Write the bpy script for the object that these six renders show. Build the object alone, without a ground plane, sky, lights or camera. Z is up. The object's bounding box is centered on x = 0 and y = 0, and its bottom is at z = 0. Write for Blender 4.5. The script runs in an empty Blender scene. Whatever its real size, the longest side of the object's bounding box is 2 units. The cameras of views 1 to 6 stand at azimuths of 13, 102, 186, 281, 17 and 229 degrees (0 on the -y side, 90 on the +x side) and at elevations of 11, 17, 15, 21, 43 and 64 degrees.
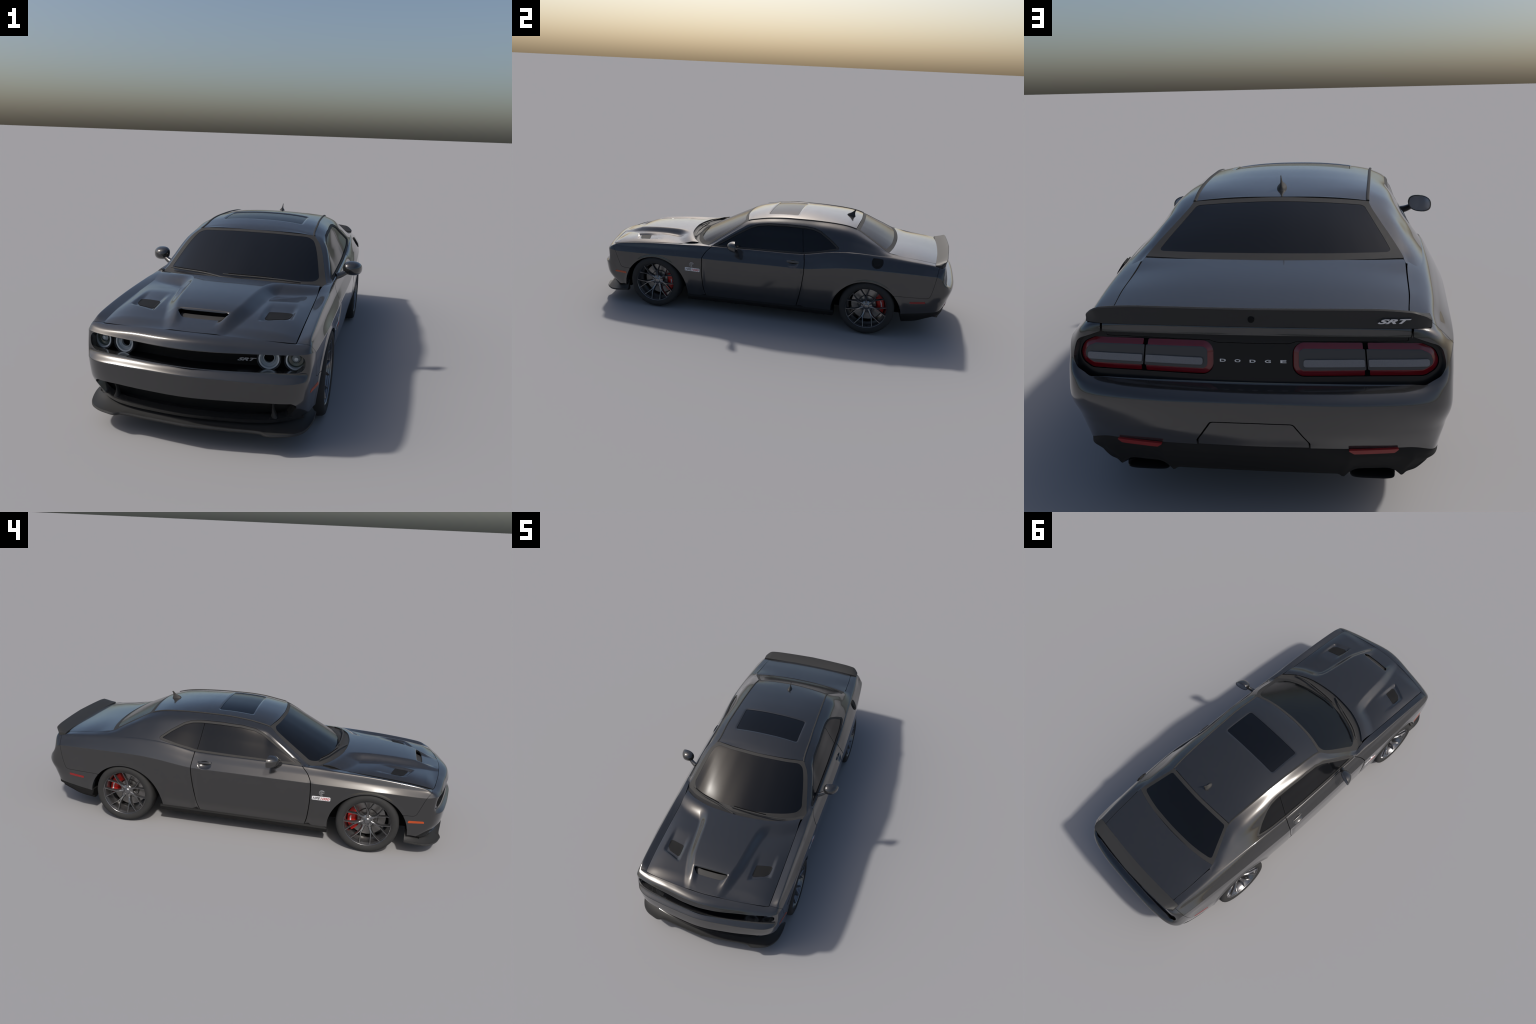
# Dark grey two-door muscle car, built from profile curves, lofted shells and signed-distance trims.
import bpy, math
import numpy as np

# ------------------------------------------------------------------ maths helpers
def pchip(xk, yk, x):
    """monotone cubic interpolation; yk may carry extra axes"""
    xk = np.asarray(xk, float); yk = np.asarray(yk, float); x = np.asarray(x, float)
    n = len(xk); sh = (n - 1,) + (1,) * (yk.ndim - 1)
    h = np.diff(xk); d = np.diff(yk, axis=0) / h.reshape(sh)
    m = np.zeros_like(yk)
    if n > 2:
        hs = h.reshape(sh); w1 = 2 * hs[1:] + hs[:-1]; w2 = hs[1:] + 2 * hs[:-1]
        a, b = d[:-1], d[1:]
        ok = a * b > 0
        m[1:-1] = np.where(ok, (w1 + w2) / (w1 / np.where(ok, a, 1) + w2 / np.where(ok, b, 1)), 0)
    m[0] = d[0]; m[-1] = d[-1]
    i = np.clip(np.searchsorted(xk, x, side='right') - 1, 0, n - 2)
    ext = (1,) * (yk.ndim - 1)
    hh = h[i].reshape(x.shape + ext); t = ((x - xk[i]) / h[i])
    t = t.reshape(x.shape + ext)
    tc = np.clip(t, 0, 1)
    r = ((2*tc**3 - 3*tc**2 + 1) * yk[i] + (tc**3 - 2*tc**2 + tc) * hh * m[i]
         + (-2*tc**3 + 3*tc**2) * yk[i+1] + (tc**3 - tc**2) * hh * m[i+1])
    lo = t < 0; hi = t > 1
    return np.where(lo, yk[i] + m[i] * hh * t, np.where(hi, yk[i+1] + m[i+1] * hh * (t - 1), r))

def prof(*keys):
    k = np.array(keys, float)
    return lambda q: pchip(k[:, 0], k[:, 1], q)

def sprof(*keys):
    """profile symmetric about 0"""
    k = np.array(keys, float); k = k[np.argsort(k[:, 0])]
    m = k[k[:, 0] > 0][::-1] * [-1, 1]
    k = np.vstack([m, k])
    return lambda q: pchip(k[:, 0], k[:, 1], q)

def sstep(a, b, x):
    t = np.clip((np.asarray(x, float) - a) / (b - a), 0, 1)
    return t * t * (3 - 2 * t)

def gauss(a, sig):
    r = int(sig * 3) + 1
    k = np.exp(-.5 * (np.arange(-r, r + 1) / sig) ** 2); k /= k.sum()
    return np.stack([np.convolve(np.pad(a[:, c], r, mode='edge'), k, 'valid') for c in range(a.shape[1])], 1)

def rbox(x, z, cx, cz, hx, hz, r):
    qx = np.abs(x - cx) - hx + r; qz = np.abs(z - cz) - hz + r
    return np.hypot(np.maximum(qx, 0), np.maximum(qz, 0)) + np.minimum(np.maximum(qx, qz), 0) - r

def polysdf(x, z, pts, r=0.0):
    """signed distance to a polygon (negative inside); r rounds by growing"""
    p = np.array(pts, float); n = len(p)
    d = np.full(np.shape(x), 1e9); inside = np.zeros(np.shape(x), bool)
    for i in range(n):
        a = p[i]; b = p[(i + 1) % n]; e = b - a
        wx = x - a[0]; wz = z - a[1]
        t = np.clip((wx * e[0] + wz * e[1]) / (e @ e), 0, 1)
        d = np.minimum(d, np.hypot(wx - t * e[0], wz - t * e[1]))
        c = (a[1] > z) != (b[1] > z)
        with np.errstate(divide='ignore', invalid='ignore'):
            xi = a[0] + (z - a[1]) * e[0] / (e[1] if abs(e[1]) > 1e-12 else 1e-12)
        inside ^= c & (x < xi)
    return np.where(inside, -d, d) - r

def smax(a, b, k):
    h = np.clip(.5 + .5 * (a - b) / k, 0, 1)
    return b + (a - b) * h + k * h * (1 - h)

# ------------------------------------------------------------------ materials
def material(name, col, rough=.5, metal=0., spec=.5, coat=0., coat_rough=.05, grain=0., gscale=200, bump=0., rvar=0.):
    m = bpy.data.materials.new(name); m.use_nodes = True
    nt = m.node_tree; b = nt.nodes['Principled BSDF']
    b.inputs['Metallic'].default_value = metal
    b.inputs['Specular IOR Level'].default_value = spec
    b.inputs['Coat Weight'].default_value = coat
    b.inputs['Coat Roughness'].default_value = coat_rough
    tc = nt.nodes.new('ShaderNodeTexCoord')
    nz = nt.nodes.new('ShaderNodeTexNoise'); nz.inputs['Scale'].default_value = gscale; nz.inputs['Detail'].default_value = 3
    nt.links.new(tc.outputs['Object'], nz.inputs['Vector'])
    rp = nt.nodes.new('ShaderNodeValToRGB')
    rp.color_ramp.elements[0].position = .3; rp.color_ramp.elements[1].position = .7
    rp.color_ramp.elements[0].color = (*[c * (1 - grain) for c in col], 1)
    rp.color_ramp.elements[1].color = (*[min(1, c * (1 + grain)) for c in col], 1)
    nt.links.new(nz.outputs['Fac'], rp.inputs['Fac'])
    nt.links.new(rp.outputs['Color'], b.inputs['Base Color'])
    mr = nt.nodes.new('ShaderNodeMapRange')
    mr.inputs['To Min'].default_value = max(0, rough - rvar); mr.inputs['To Max'].default_value = rough + rvar
    nt.links.new(nz.outputs['Fac'], mr.inputs['Value']); nt.links.new(mr.outputs['Result'], b.inputs['Roughness'])
    if bump:
        bp = nt.nodes.new('ShaderNodeBump'); bp.inputs['Strength'].default_value = bump; bp.inputs['Distance'].default_value = .001
        nt.links.new(nz.outputs['Fac'], bp.inputs['Height']); nt.links.new(bp.outputs['Normal'], b.inputs['Normal'])
    return m

PAINT = material('grey_metallic_paint', (.019, .019, .0195), .20, metal=0., spec=.55, coat=1., coat_rough=.04, grain=.01, gscale=900)
GLASS = material('dark_tinted_glass', (.004, .0043, .005), .15, spec=.4)
ROOFGLASS = material('sunroof_glass', (.003, .0033, .004), .14, spec=.5)
TRIM = material('black_plastic_trim', (.036, .035, .034), .55, spec=.3, grain=.06, gscale=500)
FRIT = material('window_moulding', (.036, .035, .034), .60, spec=.2, grain=.04, gscale=400)
SPOIL = material('satin_black_spoiler', (.029, .029, .029), .50, spec=.25, grain=.05, gscale=500)
DIFF = material('matt_black_plastic', (.012, .012, .012), .6, spec=.15, grain=.08, gscale=400)
BLACK = material('black_cavity', (.008, .008, .008), .8, spec=.1, grain=.2)
MESHM = material('black_grille_mesh', (.012, .012, .012), .6, spec=.2, grain=.5, gscale=700, bump=.4)
GLOSSBLK = material('gloss_black_panel', (.006, .0063, .0075), .28, spec=.28)
RUBBER = material('tyre_rubber', (.030, .030, .030), .75, spec=.2, grain=.08, gscale=300, bump=.15)
ALLOY = material('dark_alloy', (.22, .22, .225), .24, metal=.9, grain=.04, gscale=300)
STEEL = material('brake_steel', (.32, .31, .30), .38, metal=.9, grain=.08, gscale=150)
REDCAL = material('red_caliper_paint', (.42, .012, .008), .35, spec=.4, grain=.06, gscale=120)
CHROME = material('chrome', (.62, .64, .66), .12, metal=1.)
SILVER = material('silver_badge', (.60, .61, .63), .3, metal=.6)
REDLENS = material('red_lamp_lens', (.13, .003, .008), .15, spec=.5, coat=.5)
REFLECT = material('red_reflector', (.22, .012, .012), .3, spec=.5, grain=.15, gscale=900)
AMBER = material('amber_marker', (.40, .06, .012), .3, spec=.5, grain=.12, gscale=700)
CLEAR = material('clear_lamp_lens', (.14, .145, .16), .25, spec=.5, grain=.06, gscale=600)
LAMPDARK = material('lamp_bezel_grey', (.035, .037, .042), .3, spec=.5)
LAMPGLASS = material('headlamp_reflector', (.46, .51, .55), .22, metal=.25)  # base lightened, metal cut: ring glow is put into the colour
LAMPTINT = material('headlamp_lens_tint', (.07, .085, .075), .1, spec=.8)
MIRROR = material('mirror_glass', (.30, .31, .34), .3, metal=.35)  # pale grey base carries the even reflection; little real mirroring left
WHITE = material('white_plate', (.72, .72, .74), .4)
REDINK = material('red_lettering', (.45, .03, .03), .4)
BLKINK = material('black_lettering', (.015, .015, .015), .4)
EXH = material('dark_exhaust_steel', (.09, .09, .092), .28, metal=.9)

# ------------------------------------------------------------------ object helpers
ROOT = bpy.data.objects.new('muscle_car', None)
bpy.context.scene.collection.objects.link(ROOT)
ROOT['label'] = 'dark grey two-door muscle coupe with black spoiler and splitter'
ROOT['category'] = 'car'

def add_obj(name, me, parent=None):
    o = bpy.data.objects.new(name, me)
    bpy.context.scene.collection.objects.link(o)
    o.parent = parent or ROOT
    return o

def make_mesh(name, verts, faces, mat, norms=None, smooth=True, parent=None, auto=None):
    me = bpy.data.meshes.new(name)
    me.from_pydata([tuple(v) for v in verts], [], [tuple(int(i) for i in f) for f in faces])
    me.materials.append(mat)
    if smooth:
        me.polygons.foreach_set('use_smooth', [True] * len(me.polygons))
    if norms is not None:
        me.normals_split_custom_set_from_vertices([tuple(n) for n in norms])
    elif auto:
        me.set_sharp_from_angle(angle=math.radians(auto))
    me.update()
    return add_obj(name, me, parent)

def grid_normals(P):
    du = np.gradient(P, axis=0); dv = np.gradient(P, axis=1)
    n = np.cross(du, dv); l = np.linalg.norm(n, axis=-1, keepdims=True)
    return n / np.maximum(l, 1e-12)

def orient(P, N, ref):
    """flip the normals so that they point away from ref"""
    s = np.sign(np.mean(np.sum(N * (P - np.array(ref)), -1)))
    N = N * (s if s else 1)
    edge = np.abs(P[..., 0]) < 1e-7
    N[edge, 0] = 0
    return N / np.maximum(np.linalg.norm(N, axis=-1, keepdims=True), 1e-12)

def clip(P, N, f):
    """cut a grid surface by the field f (>0 kept); returns verts, normals, faces"""
    nu, nv = f.shape
    f = np.where(np.abs(f) < 1e-6, 1e-6, f)
    ins = f > 0
    cnt = ins[:-1, :-1].astype(int) + ins[1:, :-1] + ins[1:, 1:] + ins[:-1, 1:]
    idx = np.full((nu, nv), -1)
    need = np.zeros((nu, nv), bool)
    ci, cj = np.where(cnt > 0)
    for a, b in ((0, 0), (1, 0), (1, 1), (0, 1)):
        need[ci + a, cj + b] = True
    need &= ins
    k = int(need.sum()); idx[need] = np.arange(k)
    V = list(P[need]); NN = list(N[need])
    fi, fj = np.where(cnt == 4)
    faces = [tuple(r) for r in np.stack([idx[fi, fj], idx[fi + 1, fj], idx[fi + 1, fj + 1], idx[fi, fj + 1]], 1).tolist()]
    cache = {}
    def cross(a, b):
        key = (a, b) if a < b else (b, a)
        if key not in cache:
            t = f[a] / (f[a] - f[b])
            V.append(P[a] + (P[b] - P[a]) * t)
            n = N[a] + (N[b] - N[a]) * t
            NN.append(n / max(np.linalg.norm(n), 1e-9)); cache[key] = len(V) - 1
        return cache[key]
    for i, j in zip(*np.where((cnt > 0) & (cnt < 4))):
        c = [(i, j), (i + 1, j), (i + 1, j + 1), (i, j + 1)]
        poly = []
        for q in range(4):
            a, b = c[q], c[(q + 1) % 4]
            if ins[a]: poly.append(int(idx[a]))
            if ins[a] != ins[b]: poly.append(cross(a, b))
        if len(poly) >= 3: faces.append(tuple(poly))
    return np.array(V).reshape(-1, 3), np.array(NN).reshape(-1, 3), faces

def with_rim(V, N, faces, depth, direction=None):
    """turn the open border inward by depth (a panel's folded edge)"""
    cnt = {}
    for fc in faces:
        for a, b in zip(fc, fc[1:] + fc[:1]):
            k = (a, b) if a < b else (b, a)
            if k in cnt: cnt[k] = None
            else: cnt[k] = (a, b)
    be = [e for e in cnt.values() if e is not None and not (abs(V[e[0]][0]) < 1e-6 and abs(V[e[1]][0]) < 1e-6)]
    if not be or depth == 0: return V, N, faces
    acc = {}
    for a, b in be:
        t = V[b] - V[a]; l = np.linalg.norm(t)
        if l < 1e-9: continue
        o = np.cross(t / l, (N[a] + N[b]) * .5)
        for q in (a, b): acc[q] = acc.get(q, 0) + o * l
    ids = {}; V2 = [V]; N2 = [N]; base = len(V); ev = []; en = []
    for q, o in acc.items():
        o = o / max(np.linalg.norm(o), 1e-9)
        d = -N[q] if direction is None else np.asarray(direction, float)
        ids[q] = base + len(ev)
        ev += [V[q], V[q] + d * depth]; en += [o, o]
    out = list(faces)
    for a, b in be:
        if a in ids and b in ids:
            out.append((ids[b], ids[a], ids[a] + 1, ids[b] + 1))
    return np.vstack([V, np.array(ev)]), np.vstack([N, np.array(en)]), out

def fix_winding(V, N, faces):
    s = 0
    for fc in faces[:: max(1, len(faces) // 50)]:
        n = np.cross(V[fc[1]] - V[fc[0]], V[fc[2]] - V[fc[0]])
        s += np.sign(n @ N[fc[0]])
    return [tuple(reversed(f)) for f in faces] if s < 0 else faces

def panel(name, P, N, f, mat, rim=.010, mode='pair', offset=0., parent=None, direction=None):
    """trim a half-surface and make it: 'pair' = left and right objects, 'join' = one object over the middle, 'one' = as is"""
    V, NN, F = clip(P + N * offset, N, f)
    if not F: print('EMPTY', name); return []
    F = fix_winding(V, NN, F)
    V, NN, F = with_rim(V, NN, F, rim, direction)
    M = np.array([-1, 1, 1])
    FR = [tuple(reversed(q)) for q in F]
    if mode == 'one': return [make_mesh(name, V, F, mat, NN, parent=parent)]
    if mode == 'join':
        k = len(V)
        return [make_mesh(name, np.vstack([V, V * M]), F + [tuple(i + k for i in q) for q in FR], mat, np.vstack([NN, NN * M]), parent=parent)]
    pa, pb = parent if isinstance(parent, (list, tuple)) else (parent, parent)
    return [make_mesh(name, V, F, mat, NN, parent=pa), make_mesh(name, V * M, FR, mat, NN * M, parent=pb)]

def loft(name, rings, mat, closed=True, caps=True, auto=40, parent=None, mirror=False, loop=False):
    """skin through equal-length cross-sections"""
    R = np.array(rings, float); n, m = R.shape[:2]
    V = R.reshape(-1, 3); F = []
    for i in range(n if loop else n - 1):
        i2 = (i + 1) % n
        for j in range(m if closed else m - 1):
            F.append((i * m + j, i * m + (j + 1) % m, i2 * m + (j + 1) % m, i2 * m + j))
    if caps and closed and not loop:
        F.append(tuple(range(m))[::-1]); F.append(tuple((n - 1) * m + j for j in range(m)))
    outs = [make_mesh(name, V, F, mat, auto=auto, parent=parent[0] if isinstance(parent, (list, tuple)) else parent)]
    recalc(outs[0])
    if mirror:
        outs.append(make_mesh(name, V * [-1, 1, 1], [tuple(reversed(f)) for f in F], mat, auto=auto, parent=parent[1] if isinstance(parent, (list, tuple)) else parent))
        recalc(outs[1])
    return outs

import bmesh
def recalc(o):
    bm = bmesh.new(); bm.from_mesh(o.data)
    bmesh.ops.recalc_face_normals(bm, faces=bm.faces)
    bm.to_mesh(o.data); bm.free()

def tube_rings(path, rad, seg=12, squash=(1, 1), up=(0, 0, 1)):
    path = np.array(path, float); rad = np.broadcast_to(rad, len(path))
    T = np.gradient(path, axis=0); T /= np.linalg.norm(T, axis=1, keepdims=True)
    rings = []
    for p, t, r in zip(path, T, rad):
        s = np.cross(t, up); s /= max(np.linalg.norm(s), 1e-9); u = np.cross(s, t)
        rings.append([p + r * (squash[0] * math.cos(a) * s + squash[1] * math.sin(a) * u) for a in np.linspace(0, 2 * math.pi, seg, endpoint=False)])
    return rings

def smooth_path(pts, n):
    p = np.array(pts, float)
    k = np.concatenate([[0], np.cumsum(np.linalg.norm(np.diff(p, axis=0), axis=1))])
    return pchip(k, p, np.linspace(0, k[-1], n))

def revolve(profile, seg, axis_to_world):
    """profile: (radius, height) pairs; returns rings around the axis"""
    return [[axis_to_world(r * math.cos(a), r * math.sin(a), h) for r, h in profile] for a in np.linspace(0, 2 * math.pi, seg, endpoint=False)]

# ------------------------------------------------------------------ body belt: rows of feature lines running nose -> flank -> tail (half body, x > 0)
def row(front, fcorner, side, rcorner, rear):
    """front/rear keys (x, y, z); corner keys (s, x, y, z); side keys (y, x, z)"""
    k = [(-1.25 + x, x, y, z) for x, y, z in front] + list(fcorner) + [(y, x, y, z) for y, x, z in side] + list(rcorner)
    k += [(1.27 - x, x, y, z) for x, y, z in sorted(rear, reverse=True)]
    return np.array(k, float)

S = np.arange(-1.25, 1.2701, .004)
R0 = row([(0, -.960, .0865), (.13, -.948, .0855), (.23, -.924, .084), (.29, -.890, .084)], [(-.905, .338, -.85, .098)],
         [(-.80, .352, .108), (-.618, .352, .10), (-.44, .337, .086), (-.33, .340, .091), (0, .346, .098), (.18, .345, .099), (.385, .340, .099), (.56, .347, .115), (.735, .351, .132), (.85, .338, .146)],
         [(.915, .320, .922, .156)], [(.27, .952, .175), (.165, .970, .178), (.10, .978, .181), (0, .982, .182)])
R1 = row([(0, -.994, .167), (.13, -.980, .166), (.23, -.960, .163), (.30, -.938, .161)], [(-.908, .340, -.903, .164)],
         [(-.86, .349, .172), (-.80, .359, .177), (-.618, .367, .175), (-.44, .362, .155), (-.33, .363, .150), (0, .369, .155), (.2, .368, .155), (.385, .366, .165), (.56, .369, .19), (.72, .363, .205), (.78, .357, .202), (.86, .346, .205)],
         [(.925, .334, .928, .208), (.957, .306, .956, .212)], [(.25, .973, .215), (.13, .989, .217), (0, .992, .218)])
R2 = row([(0, -.997, .228), (.13, -.984, .226), (.23, -.967, .223), (.30, -.949, .221)], [(-.908, .345, -.912, .224)],
         [(-.86, .354, .234), (-.80, .3615, .24), (-.618, .3685, .245), (-.44, .3705, .235), (-.33, .373, .235), (0, .379, .24), (.2, .379, .24), (.385, .378, .25), (.56, .3755, .27), (.72, .3665, .28), (.85, .352, .28)],
         [(.925, .345, .938, .258), (.957, .318, .970, .267)], [(.25, .9885, .270), (.13, .9985, .271), (0, 1.0, .272)])
R3 = row([(0, -.985, .303), (.07, -.980, .303), (.165, -.961, .302), (.25, -.943, .302), (.31, -.926, .302)], [(-.905, .345, -.908, .304)],
         [(-.865, .3560, .2985), (-.775, .3625, .301), (-.63, .3705, .307), (-.49, .3740, .311), (-.346, .3770, .3145), (-.1, .3815, .320), (.05, .383, .323), (.21, .3825, .324), (.30, .3825, .335), (.40, .382, .350), (.52, .3785, .3575), (.69, .3665, .3560), (.80, .3585, .3540), (.867, .352, .352)],
         [(.91, .345, .910, .350), (.935, .335, .938, .322)], [(.29, .952, .2965), (.13, .9615, .2935), (0, .963, .2925)])
R4 = row([(0, -.975, .325), (.165, -.948, .322), (.30, -.917, .315)], [(-.905, .342, -.896, .317)],
         [(-.87, .3435, .3245), (-.80, .3475, .3275), (-.618, .3525, .3335), (-.49, .3555, .339), (-.38, .3570, .344), (-.1, .3630, .350), (.1, .3645, .353), (.21, .3640, .355), (.30, .3655, .372), (.40, .3630, .388), (.52, .3585, .393), (.69, .3460, .388), (.8, .3360, .3815), (.867, .327, .377)],
         [(.92, .320, .922, .376)], [(.30, .939, .377), (.13, .948, .379), (0, .951, .380)])
R5 = row([(0, -.955, .335), (.165, -.930, .331), (.30, -.902, .3225)], [(-.905, .330, -.889, .3235)],
         [(-.86, .335, .337), (-.80, .337, .3465), (-.625, .338, .3635), (-.466, .3385, .3720), (-.40, .337, .3755), (-.33, .338, .379), (-.277, .339, .381), (-.1, .341, .386), (.1, .341, .389), (.21, .338, .391), (.25, .3395, .400), (.32, .340, .4155), (.40, .3390, .4255), (.478, .3350, .4275), (.58, .3295, .4230), (.685, .3220, .4155), (.80, .3130, .4050), (.888, .303, .396)],
         [(.92, .298, .921, .390)], [(.27, .938, .391), (0, .949, .393)])
R6 = row([(0, -.934, .339), (.13, -.925, .336), (.2, -.915, .332), (.285, -.899, .325)], [(-.905, .302, -.891, .324)],
         [(-.87, .303, .3275), (-.786, .305, .341), (-.625, .306, .356), (-.465, .306, .370), (-.41, .305, .379), (-.37, .315, .385), (-.33, .324, .377), (-.1, .326, .380), (.21, .324, .385), (.32, .330, .414), (.478, .326, .430), (.60, .304, .430), (.65, .285, .432), (.726, .282, .419), (.806, .279, .410), (.886, .272, .398)],
         [(.92, .272, .918, .392)], [(.24, .926, .392), (0, .934, .394)])
def dense(k):
    m0 = k[(k[:, 0] > -1.25) & (k[:, 0] < -1.0)][::-1] * [1, -1, 1, 1]; m0[:, 0] = -2.5 - m0[:, 0]
    m1 = k[(k[:, 0] < 1.27) & (k[:, 0] > 1.0)][::-1] * [1, -1, 1, 1]; m1[:, 0] = 2.54 - m1[:, 0]
    k = np.vstack([m0, k, m1])
    P = pchip(k[:, 0], k[:, 1:], S)
    ext = np.vstack([(P[60:0:-1] * [-1, 1, 1]), P, (P[-2:-62:-1] * [-1, 1, 1])])
    a, b = gauss(ext, 2.5)[60:-60], gauss(ext, 9)[60:-60]
    w = (sstep(-.80, -.70, S) * (1 - sstep(.72, .82, S)))[:, None]
    P = a * (1 - w) + b * w
    P[0, 0] = 0; P[-1, 0] = 0
    return P
D = [dense(k) for k in (R0, R1, R2, R3, R4, R5, R6)]
R2b = .5 * (D[2] + D[3]) + np.array([.0012, 0, 0])
fw = (1 - sstep(-.93, -.87, S))[:, None]
ledge = np.stack([D[2][:, 0], sprof((0, -.976), (.075, -.971), (.205, -.950), (.30, -.927), (.345, -.905))(D[2][:, 0]), pchip([0, .075, .205, .30, .345], [.250, .251, .250, .246, .244], D[2][:, 0])], 1)
rw = sstep(.90, .96, S)[:, None]
shelf = .45 * D[2] + .55 * D[3] + np.array([0, .006, .003])
R2b = R2b * (1 - fw) * (1 - rw) + ledge * fw + shelf * rw
def section(rows, n):
    R = np.stack(rows)
    kn = np.concatenate([[0], np.cumsum(np.linalg.norm(np.diff(R, axis=0), axis=2).mean(1))])
    return pchip(kn, R, np.linspace(0, kn[-1], n)).transpose(1, 0, 2)
BA = section([D[0], D[1], D[2], R2b, D[3]], 66)
# over the nose the bumper top is a hard ridge: same rows, but with a crease at the ridge
n1 = 39
hard = np.concatenate([section([D[0], D[1], D[2]], n1), section([D[2], R2b, D[3]], 67 - n1)[:, 1:]], 1)
BA = BA * (1 - fw[:, None]) + hard * fw[:, None]
BB = section([D[3], D[4], D[5], D[6]], 42)
B = np.concatenate([BA, BB[:, 1:]], 1)
NA = BA.shape[1]
sS = S[:, None] + 0 * B[..., 0]
sidew = sstep(-.86, -.80, sS) * (1 - sstep(.84, .90, sS))
# wheel arches
AF, AR, ARAD = (-.618, .107), (.556, .108), .184
def arch(y, z, c): return np.hypot(y - c[0], z - c[1]) - ARAD
af = np.minimum(arch(B[..., 1], B[..., 2], AF), arch(B[..., 1], B[..., 2], AR))
B[..., 0] += sidew * .0035 * np.exp(-(np.maximum(af, 0) / .011) ** 2) * (B[..., 2] > .09)
# grip pocket behind the door handle
q = ((B[..., 1] - .157) / .030) ** 2 + ((B[..., 2] - .341) / .017) ** 2
B[..., 0] -= sidew * .010 * np.clip(1 - q, 0, 1) ** .7
# lower door skin rolls in at its front and rear edges
yb = B[..., 1]; zb = B[..., 2]
for yc, sg in ((.205, -1), (-.342, 1)):
    e = (yb - yc) * sg
    B[..., 0] -= sidew * .005 * np.exp(-(e / .012) ** 2) * sstep(.325, .29, zb)
BN = orient(B, grid_normals(B), (0, .0, .2))
X, Y, Z = B[..., 0], B[..., 1], B[..., 2]
def side_x(y, z):
    """flank surface x at (y, z), vectorised"""
    y = np.asarray(y, float); z = np.asarray(z, float); out = np.zeros_like(y)
    for i in range(y.size):
        c = int(round((y.flat[i] + 1.25) / .004))
        out.flat[i] = np.interp(z.flat[i], Z[c, :NA + 12], X[c, :NA + 12])
    return out

GAP, SEAM = .0021, .0008
side_zone = (sS > -.90) & (sS < .92)
yF = prof((.07, -.318), (.09, -.328), (.15, -.341), (.25, -.348), (.314, -.346), (.345, -.332), (.386, -.294), (.42, -.26))(Z)
yR = prof((.07, .178), (.098, .184), (.17, .201), (.25, .214), (.324, .2205), (.391, .2115), (.42, .207))(Z)
ysF = prof((.20, -.822), (.212, -.831), (.25, -.847), (.30, -.868), (.325, -.888), (.34, -.90))(Z)
ysR = prof((.22, .858), (.236, .874), (.26, .882), (.35, .899), (.40, .908))(Z)
f_front = smax(ysF - Y, .2065 - Z, .012); f_front = np.where(sS > -.55, -1, f_front); f_front = np.where(sS < -.93, .05, f_front)
f_rear = smax(Y - ysR, .2295 - Z, .012); f_rear = np.where(sS < .60, -1, f_rear); f_rear = np.where(sS > .95, .05, f_rear)
aF, aR = arch(Y, Z, AF), arch(Y, Z, AR)
f_arch = np.where(sS < 0, aF, aR)
BIG = np.full_like(X, 1.)
front_z = sS < -.86; rear_z = sS > .88
f_grille = np.where(front_z, rbox(X, Z, 0, .2745, .334, .0275, .024), BIG)
f_intake = np.where(front_z, polysdf(X, Z, [(-.1, .153), (.22, .151), (.298, .1475), (.304, .143), (.283, .112), (.262, .1075), (-.1, .1090)], .011), BIG)
f_recess = np.where(rear_z, polysdf(X, Z, [(-.2, .3205), (.29, .3205), (.305, .328), (.302, .340), (.27, .352), (-.2, .354)], .025), BIG)
plate_sdf = np.where(rear_z, polysdf(X, Z, [(-.2, .10), (.093, .10), (.093, .190), (.068, .228), (-.2, .230)], .006), BIG)
trunk_x = .272

bumper_f = np.minimum.reduce([f_front - SEAM, f_arch, f_grille, f_intake])
front_bumper = panel('front_bumper', B, BN, bumper_f, PAINT, .022, 'join')[0]
fender = panel('fender', B, BN, np.minimum.reduce([-f_front - SEAM, yF - Y - GAP, f_arch, np.where(sS < -.2, 1., -1.), .386 + .02 - Z + 0 * Y]), PAINT, .012)
door = panel('door', B, BN, np.minimum.reduce([Y - yF - GAP, yR - Y - GAP]), PAINT, .012)
quarter = panel('quarter_panel', B, BN, np.minimum.reduce([Y - yR - GAP, -f_rear - SEAM, f_arch, np.where(sS > 0, 1., -1.)]), PAINT, .012)
rear_top_cut = np.where(rear_z & (Z > .36), X - trunk_x - GAP, BIG)
rear_bumper = panel('rear_bumper', B, BN, np.minimum.reduce([f_rear - SEAM, f_arch, f_recess, plate_sdf - .0016, rear_top_cut]), PAINT, .020, 'join')[0]
plate_recess = panel('number_plate_recess', B, BN, np.minimum(np.where(rear_z, -plate_sdf - .0016, -1.), np.where(Z < .24, 1., -1.)), PAINT, .006, 'join', offset=-.0015, parent=rear_bumper)
trunk_strip = panel('trunk_edge_strip', B, BN, np.minimum(np.where(rear_z & (Z > .36), trunk_x - X - GAP, -1.), f_recess), PAINT, .015, 'join')[0]
# dark structure behind the panel gaps
panel('body_structure', B, BN, np.minimum.reduce([f_arch - .004, f_grille - .004, f_intake - .004, f_recess - .004]), BLACK, 0, 'join', offset=-.0085)

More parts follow.
